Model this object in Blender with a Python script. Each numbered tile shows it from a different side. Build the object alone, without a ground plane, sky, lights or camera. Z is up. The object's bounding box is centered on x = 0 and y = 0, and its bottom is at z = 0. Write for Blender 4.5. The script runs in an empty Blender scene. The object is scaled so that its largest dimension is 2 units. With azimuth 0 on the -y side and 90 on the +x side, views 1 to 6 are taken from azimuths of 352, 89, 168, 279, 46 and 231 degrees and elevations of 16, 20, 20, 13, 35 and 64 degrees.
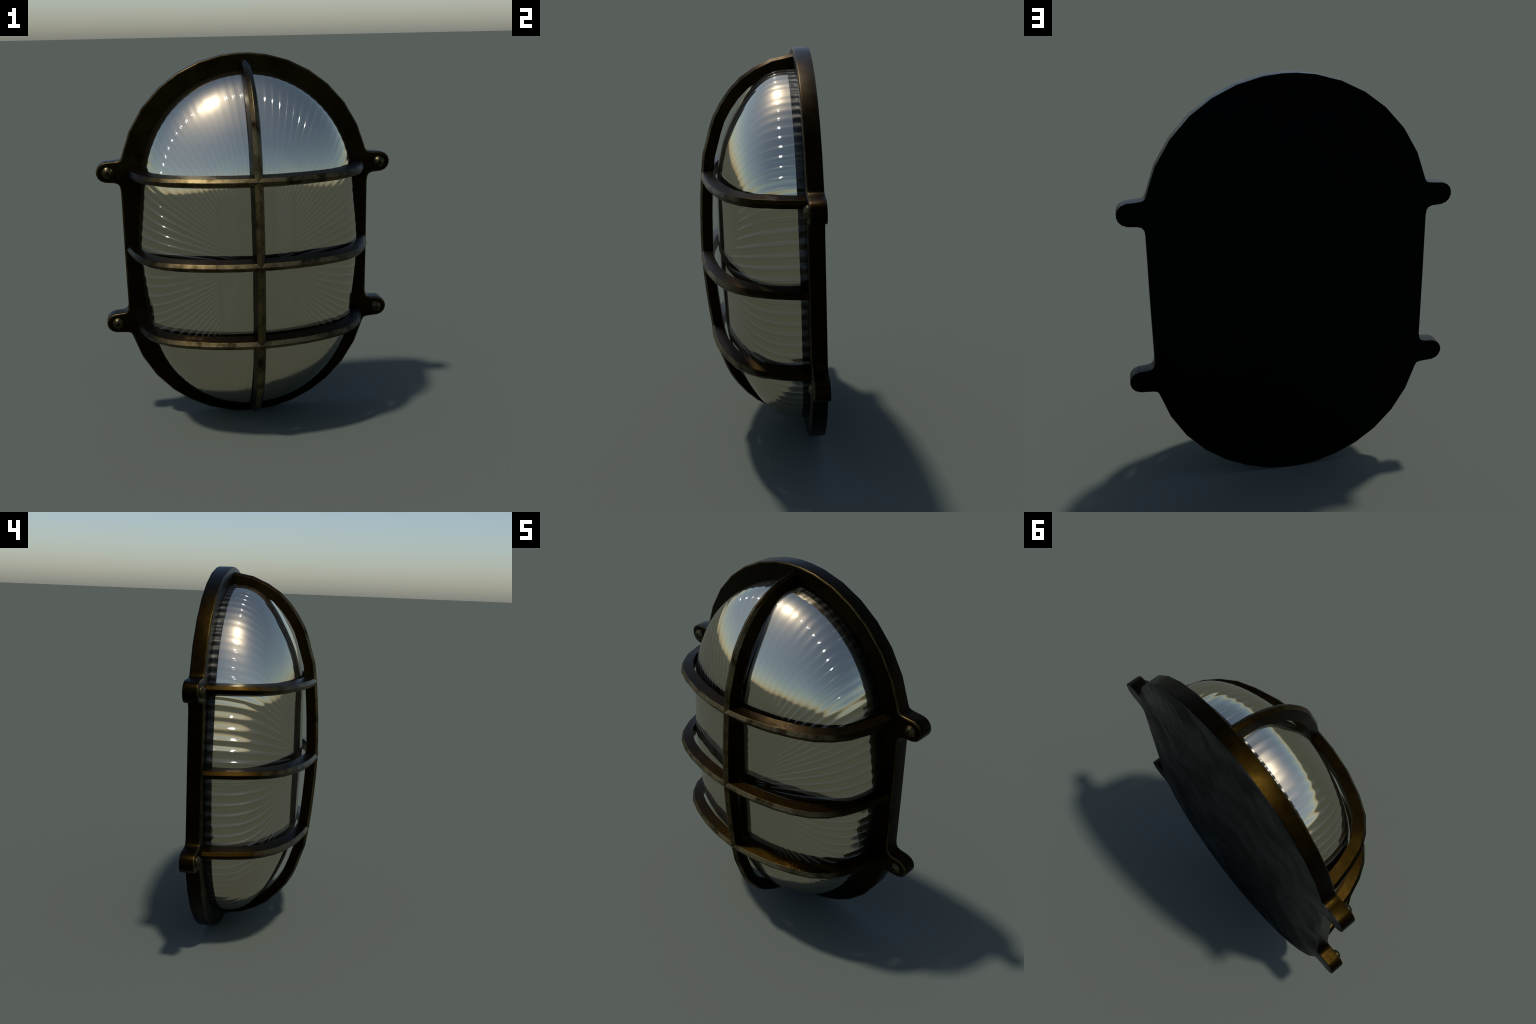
import bpy, bmesh, math
import numpy as np
from mathutils import Vector, Matrix

# ---------------------------------------------------------------- dimensions
ZC = 1.0                 # height of the middle of the lamp
HALF = 0.335             # half length of the straight flanks (cap centres at ZC +- HALF)
R_BASE = 0.667           # cap radius of the cast base ring
R_GLASS = 0.574          # cap radius of the glass where it leaves the ring
Y_FRONT, Y_BACK = 0.212, 0.287
LUG_Z, LUG_R, LUG_X = 0.4145, 0.0535, 0.730
SCREW_X, SCREW_Z = 0.723, 0.4135
FLANK_FLUTES, CAP_FLUTES = 6, 20     # moulded flutes on half a flank and on a quarter round
FLUTES = 4 * (FLANK_FLUTES + CAP_FLUTES)
COAT_SLOPE = 1.05


# ---------------------------------------------------------------- node helpers
def new_mat(name):
    m = bpy.data.materials.new(name)
    m.use_nodes = True
    nt = m.node_tree
    return m, nt, nt.nodes["Principled BSDF"]


def node(nt, kind, **kw):
    n = nt.nodes.new(kind)
    for k, v in kw.items():
        if k in n.inputs:
            n.inputs[k].default_value = v
        else:
            setattr(n, k, v)
    return n


def ramp(nt, src, stops):
    r = nt.nodes.new("ShaderNodeValToRGB")
    els = r.color_ramp.elements
    while len(els) < len(stops):
        els.new(0.5)
    for e, (p, c) in zip(els, stops):
        e.position = p
        e.color = (c, c, c, 1) if isinstance(c, (int, float)) else (*c, 1)
    nt.links.new(src, r.inputs["Fac"])
    return r.outputs["Color"]


def math_node(nt, op, a, b=None, clamp=False):
    n = nt.nodes.new("ShaderNodeMath")
    n.operation = op
    n.use_clamp = clamp
    for i, v in enumerate((a, b)):
        if v is None:
            continue
        if isinstance(v, (int, float)):
            n.inputs[i].default_value = v
        else:
            nt.links.new(v, n.inputs[i])
    return n.outputs[0]


def mix_col(nt, fac, a, b, mode="MIX"):
    n = nt.nodes.new("ShaderNodeMix")
    n.data_type = "RGBA"
    n.blend_type = mode
    for sock, v in ((n.inputs[0], fac), (n.inputs[6], a), (n.inputs[7], b)):
        if isinstance(v, (int, float)):
            sock.default_value = v
        elif isinstance(v, tuple):
            sock.default_value = (*v, 1)
        else:
            nt.links.new(v, sock)
    return n.outputs[2]


def obj_noise(nt, scale, detail=4, rough=0.6, stretch=(1, 1, 1), dist=0.0):
    tc = nt.nodes.new("ShaderNodeTexCoord")
    mp = nt.nodes.new("ShaderNodeMapping")
    mp.inputs["Scale"].default_value = stretch
    nt.links.new(tc.outputs["Object"], mp.inputs["Vector"])
    n = node(nt, "ShaderNodeTexNoise", Scale=scale, Detail=detail, Roughness=rough, Distortion=dist)
    nt.links.new(mp.outputs["Vector"], n.inputs["Vector"])
    return n.outputs["Fac"]


def normal_y(nt):
    tc = nt.nodes.new("ShaderNodeTexCoord")
    sp = nt.nodes.new("ShaderNodeSeparateXYZ")
    nt.links.new(tc.outputs["Normal"], sp.inputs[0])
    return sp.outputs


# ---------------------------------------------------------------- materials
DARK = (0.0150, 0.0082, 0.0014)
BLACK = (0.008, 0.0046, 0.0008)


def bronze(name, worn, wear_amount, dark=DARK, black=BLACK):
    """Dark patinated bronze; faces that look forward are rubbed lighter and mottled."""
    m, nt, p = new_mat(name)
    L = nt.links.new
    cloud = obj_noise(nt, 7.0, 5, 0.65)
    fine = obj_noise(nt, 60.0, 4, 0.7)
    patina = mix_col(nt, ramp(nt, cloud, [(0.38, 0.0), (0.66, 1.0)]), black, dark)
    n = normal_y(nt)
    front = math_node(nt, "MULTIPLY", n[1], -1.0)
    facing = ramp(nt, front, [(0.42, 0.0), (0.80, 1.0)])
    blot = ramp(nt, fine, [(0.28, 0.45), (0.50, 0.85), (0.72, 1.0)])
    stain = ramp(nt, obj_noise(nt, 11.0, 3, 0.6), [(0.34, 0.12), (0.54, 1.0)])
    w = math_node(nt, "MULTIPLY", facing, blot)
    w = math_node(nt, "MULTIPLY", w, stain)
    w = math_node(nt, "MULTIPLY", w, wear_amount, True)
    L(mix_col(nt, w, patina, worn), p.inputs["Base Color"])
    p.inputs["Metallic"].default_value = 1.0
    rough = ramp(nt, obj_noise(nt, 25.0, 4, 0.6), [(0.3, 0.32), (0.7, 0.42)])
    rw = nt.nodes.new("ShaderNodeMix")
    L(w, rw.inputs[0])
    L(rough, rw.inputs[2])
    rw.inputs[3].default_value = 0.38
    L(rw.outputs[0], p.inputs["Roughness"])
    b = node(nt, "ShaderNodeBump", Strength=0.03, Distance=0.004)
    L(fine, b.inputs["Height"])
    L(b.outputs[0], p.inputs["Normal"])
    return m


def back_metal():
    """Near-black back with soft cloudy patina that only shows at a glancing view."""
    m, nt, p = new_mat("back_patina")
    L = nt.links.new
    streak = obj_noise(nt, 5.5, 2, 0.5, (1.3, 1.0, 1.0), 0.5)
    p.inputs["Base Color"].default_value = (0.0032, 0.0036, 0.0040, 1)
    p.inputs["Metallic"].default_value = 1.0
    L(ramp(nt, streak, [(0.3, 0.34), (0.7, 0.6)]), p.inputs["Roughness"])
    b = node(nt, "ShaderNodeBump", Strength=0.3, Distance=0.03)
    L(streak, b.inputs["Height"])
    L(b.outputs[0], p.inputs["Normal"])
    return m


def flute_height(nt, fade_front=True):
    """Height of the moulded flutes: spokes run from the middle of the lamp to evenly
    spaced points of its stadium-shaped foot.  Returns height in metres."""
    def M(op, a, b=None, clamp=False):
        return math_node(nt, op, a, b, clamp)
    tc = nt.nodes.new("ShaderNodeTexCoord")
    sp = nt.nodes.new("ShaderNodeSeparateXYZ")
    nt.links.new(tc.outputs["Object"], sp.inputs[0])
    a = M("MAXIMUM", M("ABSOLUTE", sp.outputs[0]), 1e-4)
    b = M("ABSOLUTE", M("SUBTRACT", sp.outputs[2], ZC))
    gauss = M("POWER", math.e, M("MULTIPLY", M("MULTIPLY", b, b), -1.0 / 0.27**2))
    a = M("DIVIDE", a, M("ADD", M("MULTIPLY", gauss, 0.058), 0.962))        # undo the bow of the flanks
    rr = M("ADD", M("MULTIPLY", a, a), M("MULTIPLY", b, b))
    flank = M("MULTIPLY", M("DIVIDE", b, a), R_GLASS)                      # foot height if it lies on a flank
    bh = M("MULTIPLY", b, HALF)
    root_ = M("SQRT", M("ADD", M("MULTIPLY", bh, bh), M("MULTIPLY", rr, R_GLASS**2 - HALF**2)))
    t = M("DIVIDE", M("ADD", bh, root_), rr)                               # foot = t * (a, b) on a cap
    turn = M("ARCTAN2", M("SUBTRACT", M("MULTIPLY", t, b), HALF), M("MULTIPLY", t, a))
    cap = M("ADD", M("MULTIPLY", turn, CAP_FLUTES / (math.pi / 2)), FLANK_FLUTES)
    on_flank = M("LESS_THAN", flank, HALF)
    s = M("ADD", M("MULTIPLY", on_flank, M("MULTIPLY", M("MINIMUM", flank, HALF), FLANK_FLUTES / HALF)),
          M("MULTIPLY", M("SUBTRACT", 1.0, on_flank), cap))
    spacing = (2 * math.pi * R_GLASS + 4 * HALF) / FLUTES
    wave = M("COSINE", M("MULTIPLY", s, 2 * math.pi))
    if fade_front:
        wave = M("POWER", M("ADD", M("MULTIPLY", wave, 0.5), 0.5), 4.0)    # narrow ridges, wide flat troughs
    foot_scale = M("DIVIDE", 1.0, M("MAXIMUM", M("MINIMUM", t, 8.0), 1.0))
    foot_scale = M("ADD", M("MULTIPLY", on_flank, M("MINIMUM", M("DIVIDE", a, R_GLASS), 1.0)),
                   M("MULTIPLY", M("SUBTRACT", 1.0, on_flank), foot_scale))
    wave = M("MULTIPLY", wave, M("ADD", M("MULTIPLY", obj_noise(nt, 6.0, 2, 0.5), 1.2), 0.4))   # hand-made glass is uneven
    h = M("MULTIPLY", wave, M("MULTIPLY", foot_scale, spacing / (2 * math.pi)))
    calm = M("SUBTRACT", 1.0, M("MULTIPLY", M("MULTIPLY", M("SUBTRACT", b, 0.42), 3.0, True), 0.42))
    h = M("MULTIPLY", h, calm)                                              # softer on the round ends
    if fade_front:                                                          # plain belt and plain middle
        dz = M("MAXIMUM", M("SUBTRACT", b, HALF), 0.0)
        ins = M("SUBTRACT", R_GLASS, M("SQRT", M("ADD", M("MULTIPLY", a, a), M("MULTIPLY", dz, dz))))
        h = M("MULTIPLY", h, ramp(nt, M("DIVIDE", ins, R_GLASS),
                                  [(0.0, 1.0), (0.28, 1.0), (0.63, 0.7), (0.655, 0.12), (0.69, 0.12), (0.715, 0.9), (0.80, 0.6), (0.84, 0.06), (1.0, 0.0)]))
    return h


def mirror_glass():
    """Silvered fluted glass: a warm-tinted mirror."""
    m, nt, p = new_mat("silvered_glass")
    L = nt.links.new
    p.inputs["Base Color"].default_value = (0.58, 0.52, 0.38, 1)
    p.inputs["Metallic"].default_value = 1.0
    n = obj_noise(nt, 30.0, 3, 0.6)
    L(ramp(nt, n, [(0.3, 0.045), (0.7, 0.075)]), p.inputs["Roughness"])
    haze = node(nt, "ShaderNodeBsdfGlossy", Roughness=0.32)
    haze.inputs["Color"].default_value = (0.58, 0.52, 0.38, 1)
    both = node(nt, "ShaderNodeMixShader", Fac=0.09)
    L(p.outputs[0], both.inputs[1])
    L(haze.outputs[0], both.inputs[2])
    # clear fluted face of the glass in front of the silvering: a weak second reflection
    fl = node(nt, "ShaderNodeBump", Strength=1.0, Distance=COAT_SLOPE)
    L(flute_height(nt), fl.inputs["Height"])
    face = node(nt, "ShaderNodeBsdfGlossy", Roughness=0.06)
    L(fl.outputs[0], face.inputs["Normal"])
    top = node(nt, "ShaderNodeMixShader", Fac=0.06)
    L(both.outputs[0], top.inputs[1])
    L(face.outputs[0], top.inputs[2])
    L(top.outputs[0], nt.nodes["Material Output"].inputs["Surface"])
    return m


def dark_band_mat():
    """Dark ribbed band round the foot of the dome, with dull grey ridges."""
    m, nt, p = new_mat("dark_ribbed_band")
    L = nt.links.new
    n = obj_noise(nt, 40.0, 3, 0.6)
    L(ramp(nt, n, [(0.35, (0.028, 0.028, 0.024)), (0.7, (0.08, 0.08, 0.072))]), p.inputs["Base Color"])
    p.inputs["Metallic"].default_value = 1.0
    fl = node(nt, "ShaderNodeBump", Strength=1.0, Distance=0.28)
    L(flute_height(nt, False), fl.inputs["Height"])
    L(fl.outputs[0], p.inputs["Normal"])
    p.inputs["Roughness"].default_value = 0.36
    return m


def screw_metal():
    m, nt, p = new_mat("screw_brass")
    L = nt.links.new
    n = obj_noise(nt, 55.0, 4, 0.65)
    L(ramp(nt, n, [(0.35, (0.03, 0.024, 0.011)), (0.65, (0.085, 0.070, 0.036))]), p.inputs["Base Color"])
    p.inputs["Metallic"].default_value = 1.0
    p.inputs["Roughness"].default_value = 0.36
    return m


def slot_metal():
    m, nt, p = new_mat("dark_slot")
    n = obj_noise(nt, 80.0)
    nt.links.new(ramp(nt, n, [(0.3, (0.002, 0.002, 0.001)), (0.7, (0.006, 0.005, 0.003))]), p.inputs["Base Color"])
    p.inputs["Roughness"].default_value = 0.8
    p.inputs["Specular IOR Level"].default_value = 0.1
    return m


M_CAGE = bronze("worn_bronze", (0.135, 0.102, 0.047), 1.0)
M_BASE = bronze("dark_bronze", (0.018, 0.0155, 0.004), 0.35, dark=(0.0105, 0.0058, 0.0009), black=(0.0050, 0.0030, 0.0005))
M_RIM = bronze("paler_rim", (0.085, 0.060, 0.024), 0.9, dark=(0.03, 0.020, 0.006), black=(0.012, 0.008, 0.002))
M_LIP = dark_band_mat()
M_BACK = back_metal()
M_GLASS = mirror_glass()
M_SCREW = screw_metal()
M_SLOT = slot_metal()


# ---------------------------------------------------------------- mesh helpers
def make(name, verts, faces, mat, parent, smooth=30.0):
    me = bpy.data.meshes.new(name)
    me.from_pydata([tuple(v) for v in verts], [], faces)
    me.validate()
    bm = bmesh.new()
    bm.from_mesh(me)
    bmesh.ops.recalc_face_normals(bm, faces=bm.faces)
    bm.to_mesh(me)
    bm.free()
    me.materials.append(mat)
    ob = bpy.data.objects.new(name, me)
    bpy.context.scene.collection.objects.link(ob)
    ob.parent = parent
    if smooth is not None:
        me.polygons.foreach_set("use_smooth", [True] * len(me.polygons))
        me.set_sharp_from_angle(angle=math.radians(smooth))
    return ob


def bevel(ob, width, segments=2, angle=30.0):
    b = ob.modifiers.new("edge_round", "BEVEL")
    b.width, b.segments = width, segments
    b.limit_method, b.angle_limit = "ANGLE", math.radians(angle)
    b.harden_normals = True


root = bpy.data.objects.new("bulkhead_light", None)
bpy.context.scene.collection.objects.link(root)
root["label"] = "oval caged bulkhead wall light, dark bronze, fluted silvered glass"
root["category"] = "wall light"


# ---------------------------------------------------------------- cast base ring with four lugs
def quarter_outline():
    """Upper right quarter, from the top to the middle of the flank, relative to ZC."""
    pts = []
    for a in (87.1, 79.8, 69.6, 59.1, 48.6, 37.1, 25.3):     # facets of the cap
        pts.append((R_BASE * math.cos(math.radians(a)), HALF + R_BASE * math.sin(math.radians(a))))
    pts += [(0.649, 0.492), (0.656, 0.479), (0.668, 0.473), (0.690, 0.4705)]   # small fillet into the lug
    for a in (82, 55, 32, 10, -10, -32, -55, -82):           # rounded tip of the lug
        pts.append((LUG_X + LUG_R * math.cos(math.radians(a)), LUG_Z + LUG_R * math.sin(math.radians(a))))
    pts += [(0.692, 0.358), (0.674, 0.351), (0.665, 0.338), (0.661, 0.312), (0.662, 0.0)]
    return pts


def base_outline():
    q = quarter_outline()
    right = q + [(x, -z) for x, z in q[-2::-1]]              # flank point is shared
    return right + [(-x, z) for x, z in right[::-1]]         # clockwise round the whole lamp


def extrude_outline(name, outline, y0, y1, mat, parent):
    n = len(outline)
    verts = [(x, y0, ZC + z) for x, z in outline] + [(x, y1, ZC + z) for x, z in outline]
    faces = [tuple(range(n)), tuple(range(2 * n - 1, n - 1, -1))]
    faces += [(i, i + n, (i + 1) % n + n, (i + 1) % n) for i in range(n)]
    return make(name, verts, faces, mat, parent, 32)


outline = base_outline()
Y_SPLIT = Y_BACK - 0.005
base = extrude_outline("base_ring", outline, Y_FRONT, Y_SPLIT, M_BASE, root)
# round only the front rim
me = base.data
bm = bmesh.new()
bm.from_mesh(me)
rim = [e for e in bm.edges if all(abs(v.co.y - Y_FRONT) < 1e-5 for v in e.verts)]
me.materials.append(M_RIM)
bmesh.ops.bevel(bm, geom=rim, offset=0.008, segments=3, profile=0.5, affect="EDGES", clamp_overlap=True, material=1)
bm.to_mesh(me)
bm.free()
me.polygons.foreach_set("use_smooth", [True] * len(me.polygons))
me.set_sharp_from_angle(angle=math.radians(36))
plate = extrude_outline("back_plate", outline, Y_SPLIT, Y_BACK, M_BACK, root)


# ---------------------------------------------------------------- fluted glass dome
PER, RINGS = 16, 60
Y_LIP = 0.180            # the bright mirror ends here; below it runs a dark ribbed band
# depth of the dome against inset from its foot: over the round ends, and (fuller) over the flanks
END_PROFILE = [(0.000, 0.226), (0.0003, 0.185), (0.0010, 0.160), (0.0085, 0.113), (0.037, 0.056), (0.090, -0.002),
               (0.163, -0.057), (0.260, -0.112), (0.355, -0.149), (0.460, -0.1725), (0.530, -0.1800), (R_GLASS, -0.1815)]
FLANK_PROFILE = [(0.000, 0.226), (0.0003, 0.185), (0.0010, 0.160), (0.0085, 0.105), (0.0305, 0.034), (0.066, -0.019),
                 (0.109, -0.061), (0.168, -0.096), (0.248, -0.129), (0.345, -0.1565), (0.460, -0.1750), (R_GLASS, -0.1815)]


def glass_depth(o, table):
    """Depth of the dome at inset o from its foot (monotone cubic through the profile)."""
    xs = np.array([p[0] for p in table])
    ys = np.array([p[1] for p in table])
    h = np.diff(xs)
    d = np.diff(ys) / h
    m = np.zeros_like(xs)
    for i in range(1, len(xs) - 1):
        m[i] = 0 if d[i - 1] * d[i] <= 0 else 2 * d[i - 1] * d[i] / (d[i - 1] + d[i])
    m[0], m[-1] = d[0], 0.0
    o = np.clip(o, xs[0], xs[-1])
    k = np.clip(np.searchsorted(xs, o, side="right") - 1, 0, len(h) - 1)
    t = (o - xs[k]) / h[k]
    return ((2 * t**3 - 3 * t**2 + 1) * ys[k] + (t**3 - 2 * t**2 + t) * h[k] * m[k]
            + (-2 * t**3 + 3 * t**2) * ys[k + 1] + (t**3 - t**2) * h[k] * m[k + 1])


def bow(z):
    """The flanks of the glass bow outward at mid height and draw in at the shoulders."""
    return 0.962 + 0.058 * np.exp(-(z / 0.27) ** 2)


def inset(x, z):
    """Distance inside the stadium-shaped foot of the glass."""
    return R_GLASS - np.hypot(x, np.maximum(np.abs(z) - HALF, 0.0))


def foot_point(f):
    """Point of the foot at flute number f (0 at the right flank, anticlockwise)."""
    quarter = FLANK_FLUTES + CAP_FLUTES
    q, r = divmod(f % FLUTES, quarter)
    if q % 2:
        r = quarter - r
    if r < FLANK_FLUTES:
        x, z = R_GLASS, HALF * r / FLANK_FLUTES
    else:
        a = (r - FLANK_FLUTES) / CAP_FLUTES * math.pi / 2
        x, z = R_GLASS * math.cos(a), HALF + R_GLASS * math.sin(a)
    return (x if q in (0, 3) else -x), (z if q in (0, 1) else -z)


LIP_ARC, LIP_RINGS = END_PROFILE[0][1] - Y_LIP, 5


def build_glass():
    N = FLUTES * PER
    grid = np.zeros((RINGS + 1, N, 3))
    insets = np.zeros((RINGS + 1, N))
    scale = np.zeros((RINGS + 1, N))
    dense = 1.0 - np.linspace(0, 1, 1500) ** 1.6
    for j in range(N):
        bx, bz = foot_point(j / PER)
        x, z = bx * dense, bz * dense
        o = inset(x, z)
        end = np.sin(np.arctan2(np.maximum(np.abs(z) - HALF, 0.0), np.abs(x) + 1e-6))
        y = end * glass_depth(o, END_PROFILE) + (1 - end) * glass_depth(o, FLANK_PROFILE)
        y -= 0.016 * np.exp(-(z / 0.33) ** 2) * np.clip(o / R_GLASS, 0, 1) ** 2
        x = x * bow(z)
        arc = np.concatenate([[0], np.cumsum(np.sqrt(np.diff(x)**2 + np.diff(y)**2 + np.diff(z)**2))])
        want = np.concatenate([np.linspace(0, LIP_ARC, LIP_RINGS)[:-1],
                               np.linspace(LIP_ARC, arc[-1], RINGS + 2 - LIP_RINGS)])
        for arr, k in ((x, 0), (y, 1), (z, 2)):
            grid[:, j, k] = np.interp(want, arc, arr)
        insets[:, j] = np.interp(want, arc, o)
        scale[:, j] = np.interp(want, arc, dense)
    # surface normals
    du = np.roll(grid, -1, 1) - np.roll(grid, 1, 1)
    dv = np.gradient(grid, axis=0)
    nrm = np.cross(du, dv)
    nrm /= np.linalg.norm(nrm, axis=2, keepdims=True) + 1e-12
    nrm *= np.where(nrm[..., 1:2] > 0.3, -1, 1)
    outward = grid - np.array([0, 0.3, 0])
    nrm *= np.where((nrm * outward).sum(2, keepdims=True) < 0, -1, 1)
    # flutes: shallow rounded ribs with a narrow valley, fading toward the middle
    phase = np.arange(N) / PER
    spacing = (2 * math.pi * R_GLASS + 4 * HALF) / FLUTES
    local = spacing * scale
    roll = np.cos(2 * np.pi * phase)                          # broad scallop, strong on the wall only
    wall = 0.008 + ROLL_SLOPE * np.exp(-(insets / 0.085) ** 2)
    rng = np.random.default_rng(11)
    uneven = np.interp(phase, np.arange(FLUTES + 1) + 0.5, rng.uniform(0.35, 1.5, FLUTES + 1), period=FLUTES)
    ends = np.clip((np.abs(grid[..., 2]) - 0.40) / 0.25, 0, 1)
    wall = wall * uneven[None, :] * (1 - 0.35 * ends)
    lift = wall * local / (2 * math.pi) * roll[None, :]
    grid += nrm * lift[..., None]
    grid[..., 2] += ZC
    def strip(a, b):
        """Quads between ring a and ring b of the fluted grid."""
        v = grid[a:b + 1].reshape(-1, 3).tolist()
        f = [(i * N + j, i * N + (j + 1) % N, (i + 1) * N + (j + 1) % N, (i + 1) * N + j)
             for i in range(b - a) for j in range(N)]
        return v, f

    k = LIP_RINGS - 1
    v, f = strip(0, k)
    lip = make("dark_ribbed_band", v, f, M_LIP, root, 60)
    v, f = strip(k, RINGS - 1)
    top = len(v)
    v.append(grid[RINGS].mean(0).tolist())
    f += [((RINGS - 1 - k) * N + j, (RINGS - 1 - k) * N + (j + 1) % N, top) for j in range(N)]
    dome = make("glass_dome", v, f, M_GLASS, root, 60)
    return dome, lip


ROLL_SLOPE = 0.045
build_glass()


# ---------------------------------------------------------------- guard cage
BAR_W, BAR_D, RISE = 0.0195, 0.062, 0.012
ROOT_W = BAR_W + (BAR_D - RISE) * math.tan(math.radians(13))         # cast draft: wider at the root
SECTION = [(-ROOT_W, BAR_D), (-BAR_W, RISE), (-0.0015, 0.0), (0.0015, 0.0), (BAR_W, RISE), (ROOT_W, BAR_D)]


def sweep_bar(name, path, side, to_world, lean=0.0):
    """Sweep the peaked bar section along a planar path (p, y); side is the direction across the bar,
    lean tips the root of the section over."""
    P = [Vector(p) for p in path]
    verts, faces = [], []
    k = len(SECTION)
    for i, p in enumerate(P):
        a = (P[i] - P[i - 1]).normalized() if i else (P[1] - P[0]).normalized()
        b = (P[i + 1] - P[i]).normalized() if i + 1 < len(P) else a
        t = (a + b).normalized()
        mitre = 1.0 / max(0.5, t.dot(a))
        inward = Vector((-t.y, t.x)) * mitre
        for w, d in SECTION:
            q = p + inward * d
            verts.append(to_world(q.x, q.y) + side * (w - lean * d))
    for i in range(len(P) - 1):
        for j in range(k):
            c = (j + 1) % k
            faces.append((i * k + j, i * k + c, (i + 1) * k + c, (i + 1) * k + j))
    faces.append(tuple(range(k)))
    faces.append(tuple(range((len(P) - 1) * k, len(P) * k)))
    ob = make(name, verts, faces, M_CAGE, root, 26)
    bevel(ob, 0.0022, 2, 27)
    return ob


def mirrored(half):
    """Half path from the crown outward -> whole symmetric path."""
    return [(-p, y) for p, y in half[:0:-1]] + list(half)


RIB = [(0.0, -0.287), (0.10, -0.2845), (0.22, -0.278), (0.32, -0.270), (0.421, -0.2595), (0.518, -0.245), (0.639, -0.2065),
       (0.701, -0.183), (0.762, -0.147), (0.823, -0.100), (0.877, -0.044), (0.921, 0.026), (0.957, 0.110),
       (0.976, 0.215), (0.978, 0.245)]
HOOP_MIDDLE = [(0.0, -0.287), (0.10, -0.283), (0.20, -0.269), (0.30, -0.247), (0.391, -0.215), (0.472, -0.172), (0.536, -0.112),
               (0.582, -0.039), (0.618, 0.05), (0.642, 0.15), (0.652, 0.215), (0.654, 0.245)]
HOOP_OUTER = [(0.0, -0.262), (0.12, -0.252), (0.25, -0.227), (0.37, -0.186), (0.459, -0.142), (0.526, -0.082), (0.572, -0.016),
              (0.605, 0.08), (0.623, 0.16), (0.631, 0.215), (0.633, 0.245)]

sweep_bar("upright_guard_bar", mirrored(RIB), Vector((1, 0, 0)), lambda p, y: Vector((0, y, ZC + p)))
for z, path in ((0.415, HOOP_OUTER), (0.002, HOOP_MIDDLE), (-0.415, HOOP_OUTER)):
    sweep_bar("guard_hoop", mirrored(path), Vector((0, 0, 1)), lambda p, y, z=z: Vector((p, y, ZC + z)), 0.16 * z)


# ---------------------------------------------------------------- cross-head screws
def screw_mesh():
    prof = [(0.0, 0.0170), (0.006, 0.0168), (0.012, 0.0158), (0.018, 0.0138), (0.023, 0.0105), (0.0262, 0.0065),
            (0.0275, 0.0060), (0.0295, 0.0045), (0.0300, 0.0), (0.0300, -0.006)]
    seg = 28
    bm = bmesh.new()
    top = bm.verts.new((0, -prof[0][1], 0))
    rings = [[bm.verts.new((r * math.cos(2 * math.pi * i / seg), -h, r * math.sin(2 * math.pi * i / seg)))
              for i in range(seg)] for r, h in prof[1:]]
    for i in range(seg):
        bm.faces.new((top, rings[0][i], rings[0][(i + 1) % seg]))
    for a, b in zip(rings, rings[1:]):
        for i in range(seg):
            bm.faces.new((a[i], b[i], b[(i + 1) % seg], a[(i + 1) % seg]))
    bm.faces.new(rings[-1])
    bmesh.ops.recalc_face_normals(bm, faces=bm.faces)
    me = bpy.data.meshes.new("screw")
    bm.to_mesh(me)
    bm.free()
    me.materials.append(M_SCREW)
    me.materials.append(M_SLOT)
    ob = bpy.data.objects.new("screw_blank", me)
    bpy.context.scene.collection.objects.link(ob)
    # cross slot: a tapered plus-shaped cutter
    w, l = 0.0027, 0.0165
    plus = [(l, -w), (l, w), (w, w), (w, l), (-w, l), (-w, w), (-l, w), (-l, -w), (-w, -w), (-w, -l), (w, -l), (w, -w)]
    v = [(x, -0.03, z) for x, z in plus] + [(x * 0.8, -0.0085, z * 0.8) for x, z in plus]
    f = [tuple(range(12)), tuple(range(23, 11, -1))] + [(i, i + 12, (i + 1) % 12 + 12, (i + 1) % 12) for i in range(12)]
    cut = make("cutter", v, f, M_SLOT, None, None)
    bo = ob.modifiers.new("slot", "BOOLEAN")
    bo.operation, bo.solver, bo.object = "DIFFERENCE", "EXACT", cut
    bo.material_mode = "TRANSFER"
    dg = bpy.context.evaluated_depsgraph_get()
    out = bpy.data.meshes.new_from_object(ob.evaluated_get(dg))
    out.name = "screw"
    bpy.data.objects.remove(cut)
    bpy.data.objects.remove(ob)
    out.polygons.foreach_set("use_smooth", [True] * len(out.polygons))
    out.set_sharp_from_angle(angle=math.radians(40))
    return out


screw = screw_mesh()
for sx, sz, turn in ((-1, 1, 18), (1, 1, 26), (-1, -1, 38), (1, -1, 8)):
    s = bpy.data.objects.new("screw", screw)
    bpy.context.scene.collection.objects.link(s)
    s.parent = base
    s.location = (sx * SCREW_X, Y_FRONT, ZC + sz * SCREW_Z)
    s.rotation_euler = (0, math.radians(turn), 0)
    s.scale = (1.0, 1.25, 1.0)
